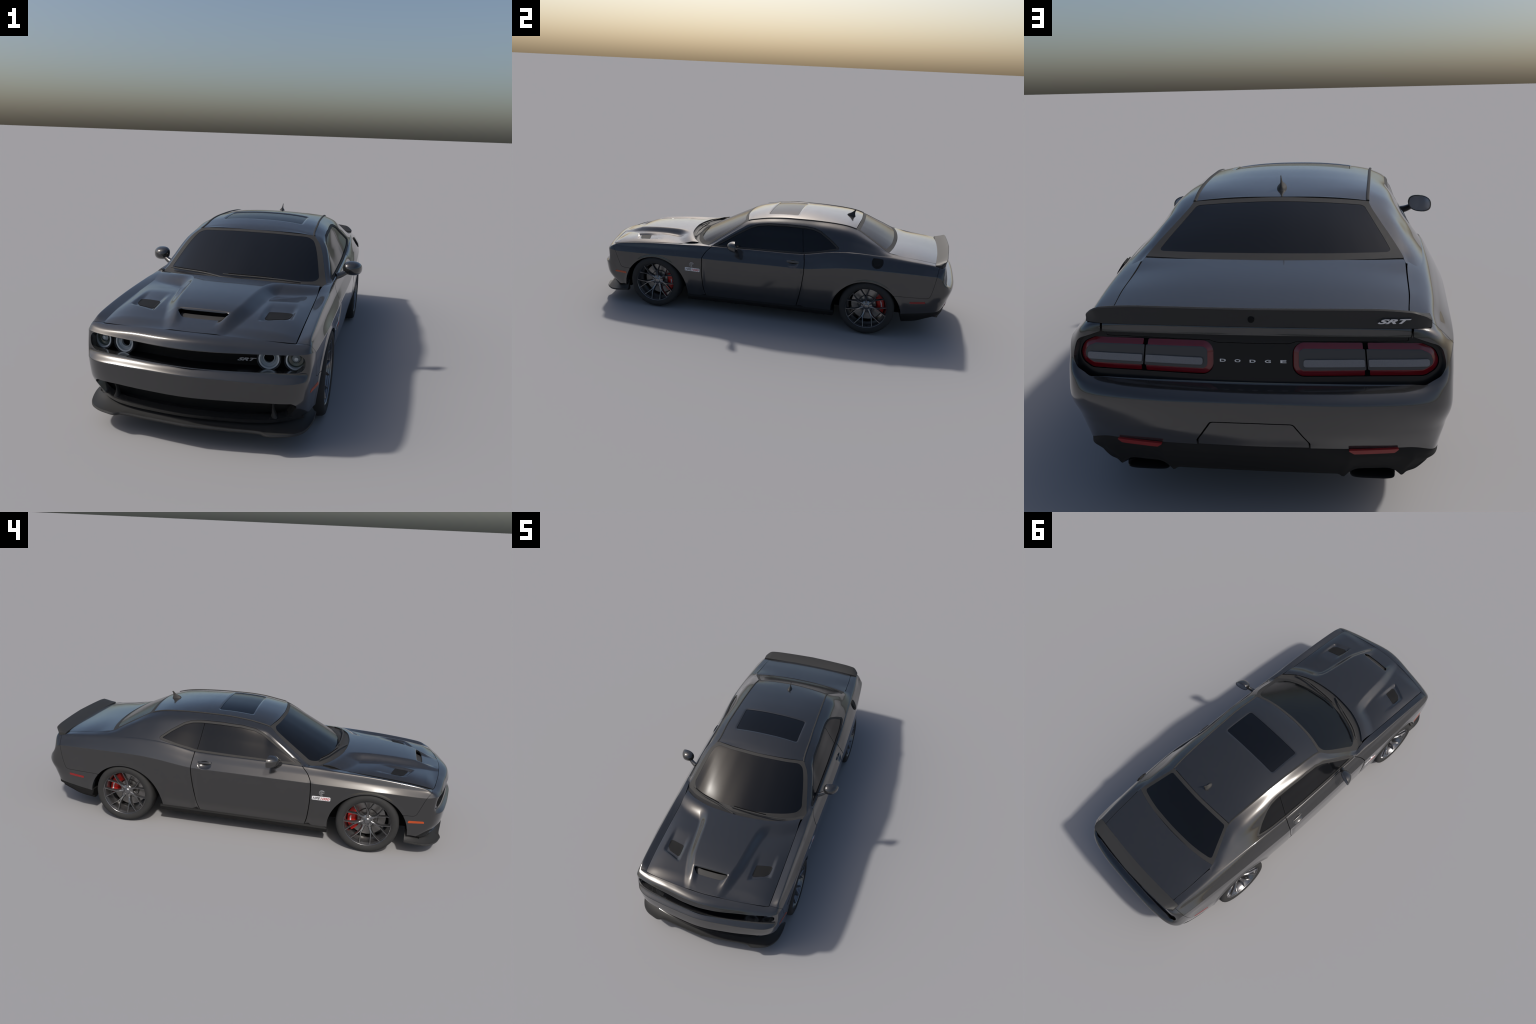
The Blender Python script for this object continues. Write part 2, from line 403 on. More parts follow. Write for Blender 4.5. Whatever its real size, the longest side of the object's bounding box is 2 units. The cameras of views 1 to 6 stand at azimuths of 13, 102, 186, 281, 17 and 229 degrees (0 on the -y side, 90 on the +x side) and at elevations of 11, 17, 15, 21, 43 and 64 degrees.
# lamps and reflectors lying in the flank
def on_side(name, sdf, mat, offset=.0008, rim=.003, parent=None, zone=side_zone):
    return panel(name, B, BN, np.where(zone & (Z < .33), -sdf, -1.), mat, rim, 'pair', offset=offset, parent=parent)
on_side('side_marker_lamp', polysdf(Y, Z, [(-.870, .173), (-.868, .180), (-.801, .181), (-.799, .172)], .0012), AMBER, parent=front_bumper)
on_side('side_reflector', polysdf(Y, Z, [(.779, .196), (.777, .204), (.854, .210), (.856, .201)], .0012), REFLECT, parent=rear_bumper)

# fuel filler cap on the left rear haunch
below_crest = np.arange(X.shape[1])[None, :] < NA + 26
f_fuel = np.where(side_zone & (sS > 0) & below_crest, np.hypot(Y - .596, (Z - .3945) * 1.04) - .0295, 1.)
panel('fuel_cap', B, BN, -f_fuel, DIFF, .004, 'one', offset=.0028, parent=quarter[0])
panel('fuel_cap_boss', B, BN, -(f_fuel + .009), DIFF, .003, 'one', offset=.0055, parent=quarter[0])

# ------------------------------------------------------------------ sills, splitter, diffuser, underbody
def edge_at(y):  # flank lower edge (x, z) at a given y
    c = int(round((y + 1.25) / .004)); return D[0][c]
ys = np.linspace(-.436, .386, 60)
rings = []
for y in ys:
    e = edge_at(y); x0, z0 = e[0], e[2]
    pr = [(x0 - .02, z0 + .004), (x0 - .001, z0 - .001), (x0 + .003, z0 - .009), (x0 + .000, z0 - .022), (x0 - .008, z0 - .032), (x0 - .05, z0 - .032), (x0 - .05, z0 + .004)]
    rings.append([(a, y, b) for a, b in pr])
loft('side_skirt', rings, DIFF, mirror=True, auto=35)

sp = np.array([(0, -.983, .0685), (.07, -.976, .068), (.13, -.968, .0665), (.20, -.958, .065), (.218, -.957, .0645), (.236, -.962, .062), (.27, -.953, .061), (.303, -.938, .060), (.332, -.910, .059), (.350, -.872, .063), (.357, -.83, .069), (.358, -.792, .074)])
k = np.concatenate([[0], np.cumsum(np.linalg.norm(np.diff(sp[:, :2], axis=0), axis=1))])
outer = pchip(k, sp, np.linspace(0, k[-1], 80))
inn = np.array([(0, -.938, .082), (.13, -.926, .081), (.20, -.910, .080), (.26, -.888, .080), (.30, -.868, .083), (.325, -.836, .092), (.338, -.792, .106)])
k2 = np.concatenate([[0], np.cumsum(np.linalg.norm(np.diff(inn[:, :2], axis=0), axis=1))])
inner = pchip(k2, inn, np.linspace(0, k2[-1], 80))
rings = []
for o, i in zip(outer, inner):
    d = o - i
    lift = np.array([0, 0, 1.])
    rings.append([i, i + d * .35 + lift * -.001, i + d * .7 - lift * .0005, o + lift * .006, o + d * .04 + lift * .002, o - d * .03 - lift * .004, i + d * .3 + [0, 0, o[2] - .007 - i[2] - d[2] * .3], i - d * .6 + [0, 0, o[2] - .005 - i[2] + d[2] * .6], i - d * .6 + [0, 0, 0]])
full = [[np.array(p) * [-1, 1, 1] for p in r] for r in rings[:0:-1]] + rings
loft('front_splitter', full, SPOIL, auto=50, parent=front_bumper)

# rear diffuser: from the bumper's lower edge down and forward
c0 = int(round((.736 + 1.25) / .004))
top = D[0][c0:].copy()
bk = np.array([(0, .949, .1125), (.13, .946, .1115), (.25, .932, .109), (.283, .922, .112), (.305, .912, .124), (.316, .87, .112), (.318, .82, .092), (.313, .745, .0755)])[::-1]
kb = np.concatenate([[0], np.cumsum(np.linalg.norm(np.diff(bk[:, :2], axis=0), axis=1))])
tk = np.concatenate([[0], np.cumsum(np.linalg.norm(np.diff(top[:, :2], axis=0), axis=1))])
bot = pchip(kb, bk, tk / tk[-1] * kb[-1])
notch = np.exp(-((bot[:, 0] - .21) / .042) ** 6) * (bot[:, 1] > .9)
bot[:, 2] += .012 * notch
bot[:, 2] -= .006 * (np.exp(-((bot[:, 0] - .262) / .006) ** 2) + np.exp(-((bot[:, 0] - .157) / .006) ** 2)) * (bot[:, 1] > .9)
rings = []
for a, b in zip(top, bot):
    nrm = np.array([a[0] * .6, max(0, a[1] - .7), 0]); nrm /= np.linalg.norm(nrm)
    a2 = a + np.array([0, 0, .004]) - nrm * .004
    rings.append([a2, a - nrm * .002 - [0, 0, .004], a * .6 + b * .4 + nrm * .006, b + [0, 0, .006], b, b - nrm * .02, b * .5 + a * .5 - nrm * .05, a2 - nrm * .05])
full = rings + [[np.array(p) * [-1, 1, 1] for p in r] for r in rings[-2::-1]]
diffuser = loft('rear_diffuser', full, DIFF, auto=50, parent=rear_bumper)[0]

def box(name, lo, hi, mat, parent=None, bevel=0):
    x0, y0, z0 = lo; x1, y1, z1 = hi
    V = [(x, y, z) for x in (x0, x1) for y in (y0, y1) for z in (z0, z1)]
    F = [(0, 1, 3, 2), (4, 6, 7, 5), (0, 4, 5, 1), (2, 3, 7, 6), (0, 2, 6, 4), (1, 5, 7, 3)]
    o = make_mesh(name, V, F, mat, parent=parent, auto=30)
    if bevel:
        bm = bmesh.new(); bm.from_mesh(o.data)
        bmesh.ops.bevel(bm, geom=list(bm.edges), offset=bevel, segments=3, affect='EDGES', profile=.5)
        bm.to_mesh(o.data); bm.free()
        o.data.polygons.foreach_set('use_smooth', [True] * len(o.data.polygons)); o.data.set_sharp_from_angle(angle=math.radians(40))
    return o
box('underbody', (-.215, -.83, .085), (.215, .74, .30), BLACK)
box('underbody', (-.318, -.432, .076), (.318, .376, .30), BLACK)
box('underbody', (-.27, .738, .125), (.27, .88, .28), BLACK)
box('underbody', (-.29, -.85, .075), (.29, -.80, .22), BLACK)
# wheel housings
for c, nm in ((AF, 0), (AR, 1)):
    a = np.linspace(-.06, math.pi + .06, 48)
    prof_arc = [(c[0] + (ARAD + .003) * math.cos(t), c[1] + (ARAD + .003) * math.sin(t)) for t in a]
    loft('wheel_housing', [[(x, y, z) for y, z in prof_arc] for x in (.225, .30, .343)], BLACK, closed=False, caps=False, mirror=True)

# ------------------------------------------------------------------ cabin: loft from the beltline up to the roof rail
G = np.array([  # upper edge (windscreen edge, roof rail, rear-screen edge) | lower edge (beltline, haunch) | shoulder, relative to the upper edge
    (.322, -.350, .372, .331, -.345, .373, .004, .000, .000), (.311, -.318, .386, .333, -.310, .377, .010, .008, -.003), (.298, -.270, .420, .336, -.268, .380, .013, .012, -.003),
    (.283, -.215, .459, .338, -.22, .382, .016, .014, -.004), (.262, -.160, .497, .339, -.16, .384, .022, .014, -.008), (.236, -.124, .5205, .340, -.11, .385, .034, .010, -.014),
    (.231, -.080, .530, .340, -.06, .386, .040, .004, -.018), (.230, 0, .5435, .340, 0, .387, .044, 0, -.023), (.2245, .10, .550, .340, .10, .389, .047, 0, -.027),
    (.2205, .20, .5505, .338, .205, .392, .046, 0, -.028), (.2165, .30, .548, .342, .31, .417, .049, 0, -.025), (.212, .40, .540, .343, .40, .428, .049, -.002, -.022),
    (.209, .463, .525, .342, .47, .430, .045, -.004, -.017), (.233, .530, .492, .339, .54, .428, .034, 0, -.011), (.257, .585, .464, .333, .60, .424, .020, 0, -.007),
    (.277, .635, .438, .324, .66, .419, .008, 0, -.003), (.284, .67, .428, .317, .70, .416, .005, 0, -.002)])
kk = np.concatenate([[0], np.cumsum(.5 * np.linalg.norm(np.diff(G[:, :3], axis=0), axis=1) + .5 * np.linalg.norm(np.diff(G[:, 3:6], axis=0), axis=1))])
Gd = pchip(kk, G, np.linspace(0, kk[-1], 340)); Gd = gauss(Gd, 4)
U, L = Gd[:, :3], Gd[:, 3:6].copy()
mid = (S > -.8) & (S < .88)
L[:, 0] = np.interp(L[:, 1], D[5][mid, 1], D[5][mid, 0]) - .0012; L[:, 2] = np.interp(L[:, 1], D[5][mid, 1], D[5][mid, 2])
tt = np.linspace(0, 1, 60)[None, :, None]
SH = U + Gd[:, 6:9]
C = np.array([pchip([0, .36, .72, 1.], np.stack([l, .5 * (l + h) + np.array([.002, 0, 0]), h, u_]), tt[0, :, 0]) for l, h, u_ in zip(L, SH, U)])
CN = orient(C, grid_normals(C), (0, .1, .3))
cY, cZ = C[..., 1], C[..., 2]
DLO = [(-.288, .386), (-.241, .412), (-.158, .463), (-.10, .496), (-.06, .511), (0, .520), (.1, .5235), (.2, .522), (.245, .518), (.282, .507), (.341, .473), (.386, .441), (.384, .436), (.30, .415), (.205, .396), (.0, .391), (-.2, .387)]
f_dlo = polysdf(cY, cZ, DLO, .004)
post = prof((.38, .207), (.396, .204), (.513, .185), (.54, .181))(cZ)
pillar = panel('roof_pillar_frame', C, CN, f_dlo - .0004, PAINT, .008, 'pair')
panel('window_moulding', C, CN, np.minimum.reduce([-f_dlo - .0004, f_dlo + .0092]), FRIT, .006, 'pair', offset=-.0012, parent=pillar)
inner_g = -f_dlo - .0088
panel('door_window', C, CN, np.minimum(inner_g, post - cY - .0012), GLASS, .004, 'pair', offset=-.0045, parent=door)
panel('quarter_window', C, CN, np.minimum(inner_g, cY - post - .0012), GLASS, .004, 'pair', offset=-.0040, parent=quarter)
panel('window_backing', C, CN, -f_dlo + .004, BLACK, 0, 'pair', offset=-.010, parent=pillar)

# ------------------------------------------------------------------ windscreen and rear screen
def screen(name, base, top, bow, glass_sdf, edge):
    u = np.linspace(0, 1, 110); v = np.linspace(0, 1, 90)
    bx = base[-1][0]; tx = top[-1][0]
    kb, kt = np.array(base, float), np.array(top, float)
    Pb = np.stack([u * bx, sprof(*kb[:, :2])(u * bx), sprof(*kb[:, ::2])(u * bx)], 1)
    Pt = np.stack([u * tx, sprof(*kt[:, :2])(u * tx), sprof(*kt[:, ::2])(u * tx)], 1)
    Pb[0, 0] = Pt[0, 0] = 0
    P = Pb[:, None] * (1 - v)[None, :, None] + Pt[:, None] * v[None, :, None]
    ed = edge[np.argsort(edge[:, 2])]
    tgt = np.stack([np.interp(P[-1, :, 2], ed[:, 2], ed[:, c]) for c in range(3)], 1); tgt[:, 0] += .0015
    P = P + (tgt - P[-1])[None] * (u ** 2.5)[:, None, None]
    d = Pt[0] - Pb[0]; n = np.cross([1, 0, 0], d); n /= np.linalg.norm(n); n *= np.sign(n[2])
    P = P + (bow * np.sin(np.pi * v)[None, :] * (1 - u[:, None] ** 2))[..., None] * n
    N = orient(P, grid_normals(P), (0, P[..., 1].mean() + (.3 if P[..., 1].mean() < 0 else -.3), .2))
    UU, VV = np.meshgrid(u, v, indexing='ij')
    g = glass_sdf(UU, VV)
    fr = panel(name + '_surround', P, N, g, FRIT, .004, 'join')[0]
    panel(name, P, N, -g - .0002, GLASS, .002, 'join', offset=-.0006, parent=fr)
    return fr
screen('windscreen', [(0, -.468, .379), (.1, -.456, .378), (.2, -.428, .375), (.26, -.398, .372), (.30, -.362, .370), (.324, -.335, .372)],
       [(0, -.157, .5325), (.087, -.153, .5315), (.143, -.147, .5285), (.2, -.134, .5245), (.237, -.123, .5205)], .002,
       lambda u, v: rbox(u * .285, v * .34, 0, .34 * .53, .285 * .935, .34 * .425, .028), U[:int(np.argmin(np.abs(U[:, 1] + .120)))])
screen('rear_screen', [(0, .676, .4365), (.119, .671, .4365), (.18, .662, .4365), (.235, .648, .436), (.281, .632, .435)],
       [(0, .474, .5365), (.102, .470, .533), (.16, .466, .529), (.212, .462, .5245)], .005,
       lambda u, v: rbox(u * .247, v * .22, 0, .22 * .505, .247 * .932, .22 * .415, .012), U[int(np.argmin(np.abs(U[:, 1] - .460))):])

# ------------------------------------------------------------------ roof
i0 = int(np.argmin(np.abs(U[:, 1] + .124))); i1 = int(np.argmin(np.abs(U[:, 1] - .463)))
rail = U[i0:i1 + 1]
xr = lambda y: np.interp(y, rail[:, 1], rail[:, 0]); zr = lambda y: np.interp(y, rail[:, 1], rail[:, 2])
zc_roof = prof((-.17, .526), (-.156, .5325), (-.10, .549), (0, .5655), (.07, .5705), (.13, .572), (.2, .5705), (.3, .563), (.4, .5505), (.475, .5368), (.49, .533))
gx = np.linspace(0, .25, 120); gy = np.linspace(-.17, .49, 260)
RX, RY = np.meshgrid(gx, gy, indexing='ij')
ex, ez = xr(RY), zr(RY)
zc = zc_roof(RY)
RZ = zc - (zc - ez) * np.clip(RX / ex, 0, 1.1) ** 2.4
RP = np.stack([RX, RY, RZ], -1); RN = orient(RP, grid_normals(RP), (0, .1, 0))
front_c = sprof((0, -.157), (.087, -.153), (.143, -.147), (.2, -.134), (.237, -.123), (.3, -.11))(RX)
rear_c = sprof((0, .474), (.102, .470), (.16, .466), (.212, .462), (.3, .45))(RX)
sun = rbox(RX, RY, 0, .056, .167, .082, .010)
RP[..., 2] -= .0028 * np.exp(-(np.maximum(sun, 0) / .0055) ** 2); RN = orient(RP, grid_normals(RP), (0, .1, 0))
rf = np.minimum.reduce([ex - RX - .002, RY - front_c - .0015, rear_c - RY - .0015])
roof = panel('roof_panel', RP, RN, np.minimum(rf, sun - .0004), PAINT, .006, 'join')[0]
panel('sunroof', RP, RN, -sun - .0008, ROOFGLASS, .003, 'join', offset=-.0012, parent=roof)
rp = [np.array([x - .001, y, z + .0005]) for x, y, z in rail[::2]]
loft('drip_moulding', tube_rings(rp, .0042, 8, (1, .7)), FRIT, mirror=True, parent=roof)

# shark-fin aerial
fin = []
for t in np.linspace(0, 1, 18):
    y0 = float(pchip([0, .25, .5, 1], [.386, .394, .412, .4325], t)); y1 = float(pchip([0, .15, .5, 1], [.437, .434, .4315, .4365], t))
    wdt = float(pchip([0, .15, .3, .5, 1], [.0125, .0115, .0065, .0026, .0008], t))
    zb_f = .0415 * t ** 1.05
    fin.append([(wdt * np.sign(math.cos(a)) * abs(math.cos(a)) ** .8, (y0 + y1) / 2 + (y1 - y0) / 2 * math.sin(a), float(zc_roof(np.array((y0 + y1) / 2 + (y1 - y0) / 2 * math.sin(a)))) - .002 + zb_f * (1 - .0)) for a in np.linspace(0, 2 * math.pi, 24, endpoint=False)])
    if t == 1: fin[-1] = [(p[0], p[1], .5765) for p in fin[-1]]
loft('shark_fin_aerial', fin, TRIM, auto=60, parent=roof)

# ------------------------------------------------------------------ bonnet
cowl_y = sprof((0, -.489), (.03, -.488), (.135, -.476), (.23, -.443), (.27, -.418), (.301, -.391), (.32, -.37))
gx = np.linspace(0, .312, 120); gy = np.linspace(-.95, -.37, 210)
HX, HY = np.meshgrid(gx, gy, indexing='ij')
seam_x = prof((-.95, .301), (-.87, .303), (-.786, .305), (-.625, .306), (-.465, .306), (-.41, .305), (-.386, .306), (-.36, .31))(HY)
nose_y = sprof((0, -.934), (.13, -.925), (.2, -.915), (.285, -.899), (.303, -.893), (.33, -.885))(HX)
cy = cowl_y(HX)
ze = prof((-.95, .312), (-.90, .3225), (-.87, .3285), (-.786, .342), (-.625, .357), (-.465, .371), (-.41, .381), (-.386, .387), (-.36, .390))(HY)
crown = prof((-.95, .024), (-.9, .0185), (-.85, .0175), (-.75, .0195), (-.65, .0175), (-.58, .012), (-.5, .006), (-.4, .004))(HY)
low = ze + crown * (1 - (HX / .305) ** 2 * sstep(-.86, -.92, HY) - np.clip(HX / .306, 0, 1) ** 7 * (1 - sstep(-.86, -.92, HY)))
zt = prof((-.95, .334), (-.934, .339), (-.88, .3525), (-.823, .378), (-.76, .3905), (-.65, .4005), (-.55, .4045), (-.489, .4055), (-.45, .405), (-.38, .402))(HY) - .017 * (HX / .3) ** 2
wt = prof((-.95, .055), (-.90, .070), (-.823, .085), (-.76, .100), (-.69, .108), (-.6, .118), (-.52, .132), (-.45, .145))(HY)
md = 1 - sstep(wt, wt + prof((-.95, .03), (-.82, .046), (-.6, .048), (-.45, .06))(HY), HX)
mr = sstep(cy - .095, cy - .010, HY)
msk = 1 - (1 - md) * (1 - mr)
zridge = prof((-.95, .334), (-.934, .339), (-.915, .3430), (-.89, .3505), (-.86, .3625), (-.823, .376))(HY)
floor = prof((-.95, .334), (-.934, .339), (-.89, .3488), (-.85, .3562), (-.823, .360))(HY)
cut = (1 - sstep(wt - .026, wt + .001, HX)) * (1 - sstep(-.8245, -.8215, HY))
T = np.where(HY < -.822, zridge, zt) * (1 - cut) + floor * cut
HZ = low + msk * (T - low)
# sunken troughs that run back from the two outlets
vc = .220
lat = sstep(.165, .187, HX) * (1 - sstep(.250, .272, HX))
lon = sstep(-.792, -.776, HY + (HX - .22) * -.45) * (1 - sstep(-.735, -.62, HY + (HX - .22) * -.35))
HZ -= .0095 * lat * lon
HP = np.stack([HX, HY, HZ], -1); HN = orient(HP, grid_normals(HP), (0, -.65, -.5))
hole = polysdf(HX, HY, [(-.1, -.830), (.073, -.830), (.062, -.842), (-.1, -.848)], .0075)
hf = np.minimum.reduce([seam_x - HX - GAP, HY - nose_y - GAP, cy - HY])
bonnet = panel('bonnet', HP, HN, np.minimum(hf, hole), PAINT, .010, 'join')[0]
vent = polysdf(HX, HY, [(.192, -.7255), (.2485, -.710), (.246, -.737), (.232, -.7535), (.190, -.770)], .009)
panel('bonnet_outlet_grille', HP, HN, -vent, DIFF, 0, 'pair', offset=.0010, parent=bonnet)
# intake mouth in the power dome
sw = np.linspace(0, .0775, 20)
def sheet(name, fn, us, vs, mat, parent=None, auto=40, mirror_join=True):
    Pg = np.array([[fn(a, b) for b in vs] for a in us], float)
    Ng = orient(Pg, grid_normals(Pg), Pg.mean((0, 1)) - [0, 0, 1e-3])
    return panel(name, Pg, Ng, np.ones(Pg.shape[:2]), mat, 0, 'join', parent=parent)
bx_ = lambda y0, z0, y1, z1: (lambda a, b: (a, y0 + (y1 - y0) * b, z0 + (z1 - z0) * b))
sheet('scoop_cavity', bx_(-.862, .343, -.79, .343), np.linspace(0, .082, 6), np.linspace(0, 1, 4), BLACK, bonnet)
sheet('scoop_cavity', bx_(-.79, .343, -.79, .374), np.linspace(0, .082, 6), np.linspace(0, 1, 4), BLACK, bonnet)
sheet('scoop_slat', lambda a, b: (a, -.852 + .030 * b + .010 * (a / .078) ** 4, .3485 + .011 * b), np.linspace(0, .076, 14), np.linspace(0, 1, 5), TRIM, bonnet)

# cowl grille and wipers
gl_y = sprof((0, -.440), (.1, -.428), (.2, -.402), (.26, -.372), (.30, -.335), (.33, -.32))
sheet('cowl_panel', lambda a, b: (a, float(cowl_y(a)) - .004 + (float(gl_y(a)) - float(cowl_y(a)) + .02) * b, (.397 - .018 * (a / .3) ** 2) * (1 - b) + (.388 - .008 * (a / .3) ** 2) * b - .006 * math.sin(math.pi * b)), np.linspace(0, .322, 50), np.linspace(0, 1, 10), TRIM)
for pts in ([(-.278, -.372, .3985), (-.22, -.408, .4035), (-.13, -.440, .4055), (-.06, -.464, .4015), (-.02, -.480, .398)],
            [(-.05, -.444, .4065), (.05, -.449, .407), (.13, -.448, .4055), (.20, -.440, .401), (.235, -.430, .397)]):
    p = smooth_path(pts, 30)
    w = loft('wiper', tube_rings(p, np.linspace(.0028, .0045, 30), 8, (1, .8)), TRIM)[0]
    p2 = p[2:20] + [0, .006, .002]
    loft('wiper_blade', tube_rings(p2, .0022, 6, (.7, 1.2)), BLACK, parent=w)

# ------------------------------------------------------------------ boot lid and spoiler
gx = np.linspace(0, .290, 80); gy = np.linspace(.62, .935, 90)
TX, TY = np.meshgrid(gx, gy, indexing='ij')
tsx = prof((.60, .288), (.65, .2845), (.726, .2815), (.806, .2785), (.886, .2715), (.95, .268))(TY)
tze = prof((.60, .436), (.64, .4335), (.726, .4185), (.806, .4095), (.886, .3975), (.94, .389))(TY)
tzc = prof((.60, .442), (.672, .4375), (.70, .4345), (.75, .4285), (.8, .4215), (.85, .413), (.9, .4035), (.94, .3945))(TY)
TZ = tze + (tzc - tze) * (1 - np.clip(TX / .283, 0, 1) ** 3)
TP = np.stack([TX, TY, TZ], -1); TN = orient(TP, grid_normals(TP), (0, .8, 0))
tb = sprof((0, .678), (.119, .673), (.18, .664), (.235, .650), (.283, .634), (.3, .628))(TX)
boot = panel('boot_lid', TP, TN, np.minimum.reduce([tsx - TX - GAP, TY - tb, .925 - TY]), PAINT, .008, 'join')[0]
rings = []
for x in np.concatenate([np.linspace(-.306, -.262, 14), np.linspace(-.25, .25, 41), np.linspace(.262, .306, 14)]):
    a = abs(x); e = sstep(.262, .307, a)
    yf = float(pchip([0, .1, .2, .31], [.899, .897, .893, .887], a)); zf = float(pchip([0, .27, .31], [.4035, .4025, .400], a))
    yt = float(pchip([0, .1, .2, .277, .307], [.960, .956, .950, .944, .922], a)); zt_ = float(pchip([0, .2, .27, .29, .307], [.4295, .428, .423, .415, .4015], a))
    yb_ = float(pchip([0, .15, .27, .305], [.951, .947, .939, .925], a)); zb_ = float(pchip([0, .27, .305], [.3925, .390, .388], a))
    rings.append([(x, yf, zf - .004), (x, yf, zf), (x, yf + (yt - yf) * .4, zf + (zt_ - zf) * .42 + .001), (x, yf + (yt - yf) * .8, zf + (zt_ - zf) * .86 + .0005), (x, yt - .002, zt_ + .0), (x, yt + .0004, zt_ - .002),
                  (x, (yt + yb_) / 2 - .001, (zt_ + zb_) / 2), (x, yb_, zb_ + .001), (x, yb_ - .004, zb_), (x, (yf + yb_) / 2, min(zf, zb_) + (-.003 if a > .27 else -.002))])
spoiler = loft('rear_spoiler', rings, SPOIL, auto=42)[0]
sd = [[(r * math.cos(a), 0.9556 + d, .4085 + r * math.sin(a)) for a in np.linspace(0, 2 * math.pi, 20, endpoint=False)] for r, d in ((.0055, -.004), (.0055, .0012), (.004, .002))]
loft('rear_camera', sd, BLACK, parent=spoiler)

# ------------------------------------------------------------------ rear light panel
def rear_y(x, z):
    x = np.abs(x)
    return pchip([0, .08, .2, .3, .335, .36], [.9465, .9445, .9365, .9285, .920, .91], x) + (.36 - z) * .19
gx = np.linspace(0, .345, 175); gz = np.linspace(.275, .39, 60)
LX, LZ = np.meshgrid(gx, gz, indexing='ij')
LP = np.stack([LX, rear_y(LX, LZ), LZ], -1); LN = orient(LP, grid_normals(LP), (0, 0, .32))
rec = polysdf(LX, LZ, [(-.2, .318), (.29, .318), (.306, .326), (.303, .340), (.27, .352), (-.2, .354)], .030)
lamp = polysdf(LX, LZ, [(.090, .326), (.29, .3265), (.298, .331), (.296, .336), (.285, .341), (.090, .3435)], .0205)
flap = np.maximum(.3655 + np.where(LX < .075, -.004 * (1 - sstep(.06, .08, LX)), 0) - LZ, LX - .266)
lp = panel('light_panel', LP, LN, np.minimum.reduce([-rec, lamp - .0005, flap - .0006]), GLOSSBLK, .008, 'join')[0]
panel('boot_flap', LP, LN, np.minimum.reduce([-rec, -flap - .0006, lamp - .0005]), GLOSSBLK, .008, 'join', offset=.0015, parent=lp)
panel('light_panel_backing', LP, LN, -rec, BLACK, 0, 'join', offset=-.012, parent=lp)
split = .1955 - .09 * (LZ - .333)
for nm, half in (('tail_lamp', split - LX - .0014), ('tail_lamp', LX - split - .0014)):
    inw = np.clip(-lamp, 0, .011)
    dish = LP + LN * (.45 * inw - .0035)[..., None]
    dn = orient(dish, grid_normals(dish), (0, 0, .32))
    tl = panel(nm, dish, dn, np.minimum.reduce([-lamp - .0006, lamp + .0105, half - .003]), REDLENS, .003, 'pair', offset=.0006, parent=lp)
    panel('lamp_bezel', dish, dn, np.minimum.reduce([-lamp - .0105, half]), LAMPDARK, .003, 'pair', offset=.0002, parent=tl)
    bar = rbox(LX, LZ, .195, .3285, .107, .0062, .004)
    panel('reversing_light_bar', dish, dn, np.minimum.reduce([-bar, half - .002]), CLEAR, .004, 'pair', offset=.003, parent=tl)
# lower reflectors on the diffuser
gx = np.linspace(.15, .27, 80); gz = np.linspace(.16, .19, 30)
QX, QZ = np.meshgrid(gx, gz, indexing='ij')
QP = np.stack([QX, pchip([.15, .165, .254, .27], [.9735, .972, .958, .954], QX) - (.178 - QZ) * .35, QZ], -1); QN = orient(QP, grid_normals(QP), (.2, 0, .18))
panel('lower_reflector', QP, QN, -polysdf(QX, QZ, [(.168, .1765), (.251, .1750), (.245, .169), (.176, .170)], .0015), REFLECT, .004, 'pair', offset=.003, parent=rear_bumper)
# exhaust tips
for sx in (1, -1):
    rr = []
    for y, g in ((.80, -.002), (.927, 0), (.930, -.001), (.927, -.003), (.86, -.004)):
        rr.append([(sx * (.2095 + (.041 + g) * np.sign(math.cos(a)) * abs(math.cos(a)) ** .45), y, .1045 + (.0108 + g) * np.sign(math.sin(a)) * abs(math.sin(a)) ** .6) for a in np.linspace(0, 2 * math.pi, 40, endpoint=False)])
    loft('exhaust_tip', rr, EXH, auto=50, caps=True, parent=diffuser)

# ------------------------------------------------------------------ front grille, lower intake, headlamps
front_line = sprof((0, -.985), (.07, -.978), (.165, -.960), (.25, -.943), (.31, -.928), (.34, -.915))
box_d = lambda a, d: float(front_line(a)) + d
xs_ = np.linspace(0, .338, 60); one = np.linspace(0, 1, 6)
grille = sheet('grille', lambda a, b: (a, box_d(a, .086 - .020 * (a / .3) ** 2 - .01 * b), .236 + .074 * b), xs_, one, MESHM)[0]
sheet('grille_floor', lambda a, b: (a, box_d(a, .004 + .086 * b), .2455 - .006 * b), xs_, one, GLOSSBLK, grille)
sheet('lamp_ledge', lambda a, b: (a, box_d(a, .006 + .05 * b), .2462 - .003 * b), np.linspace(.2, .334, 30), one, PAINT, grille)
sheet('grille_ceiling', lambda a, b: (a, box_d(a, .004 + .085 * b), .3035), xs_, one, BLACK, grille)
sheet('grille_end', lambda a, b: (.333 + .003 * a, -.908 + .06 * a, .242 + .06 * b), one, one, BLACK, grille)
low_line = sprof((0, -.99), (.13, -.976), (.23, -.952), (.30, -.925), (.325, -.90))
intake = sheet('lower_intake_grille', lambda a, b: (a, float(low_line(a)) + .085 - .05 * (a / .33) ** 4, .085 + .10 * b), np.linspace(0, .33, 50), one, MESHM)[0]
sheet('intake_ceiling', lambda a, b: (a, float(low_line(a)) + .006 + .085 * b, .1655), np.linspace(0, .32, 50), one, BLACK, intake)
sheet('intake_floor', lambda a, b: (a, float(low_line(a)) + .030 + .06 * b, .0985 - .004 * b), np.linspace(0, .30, 50), one, TRIM, intake)
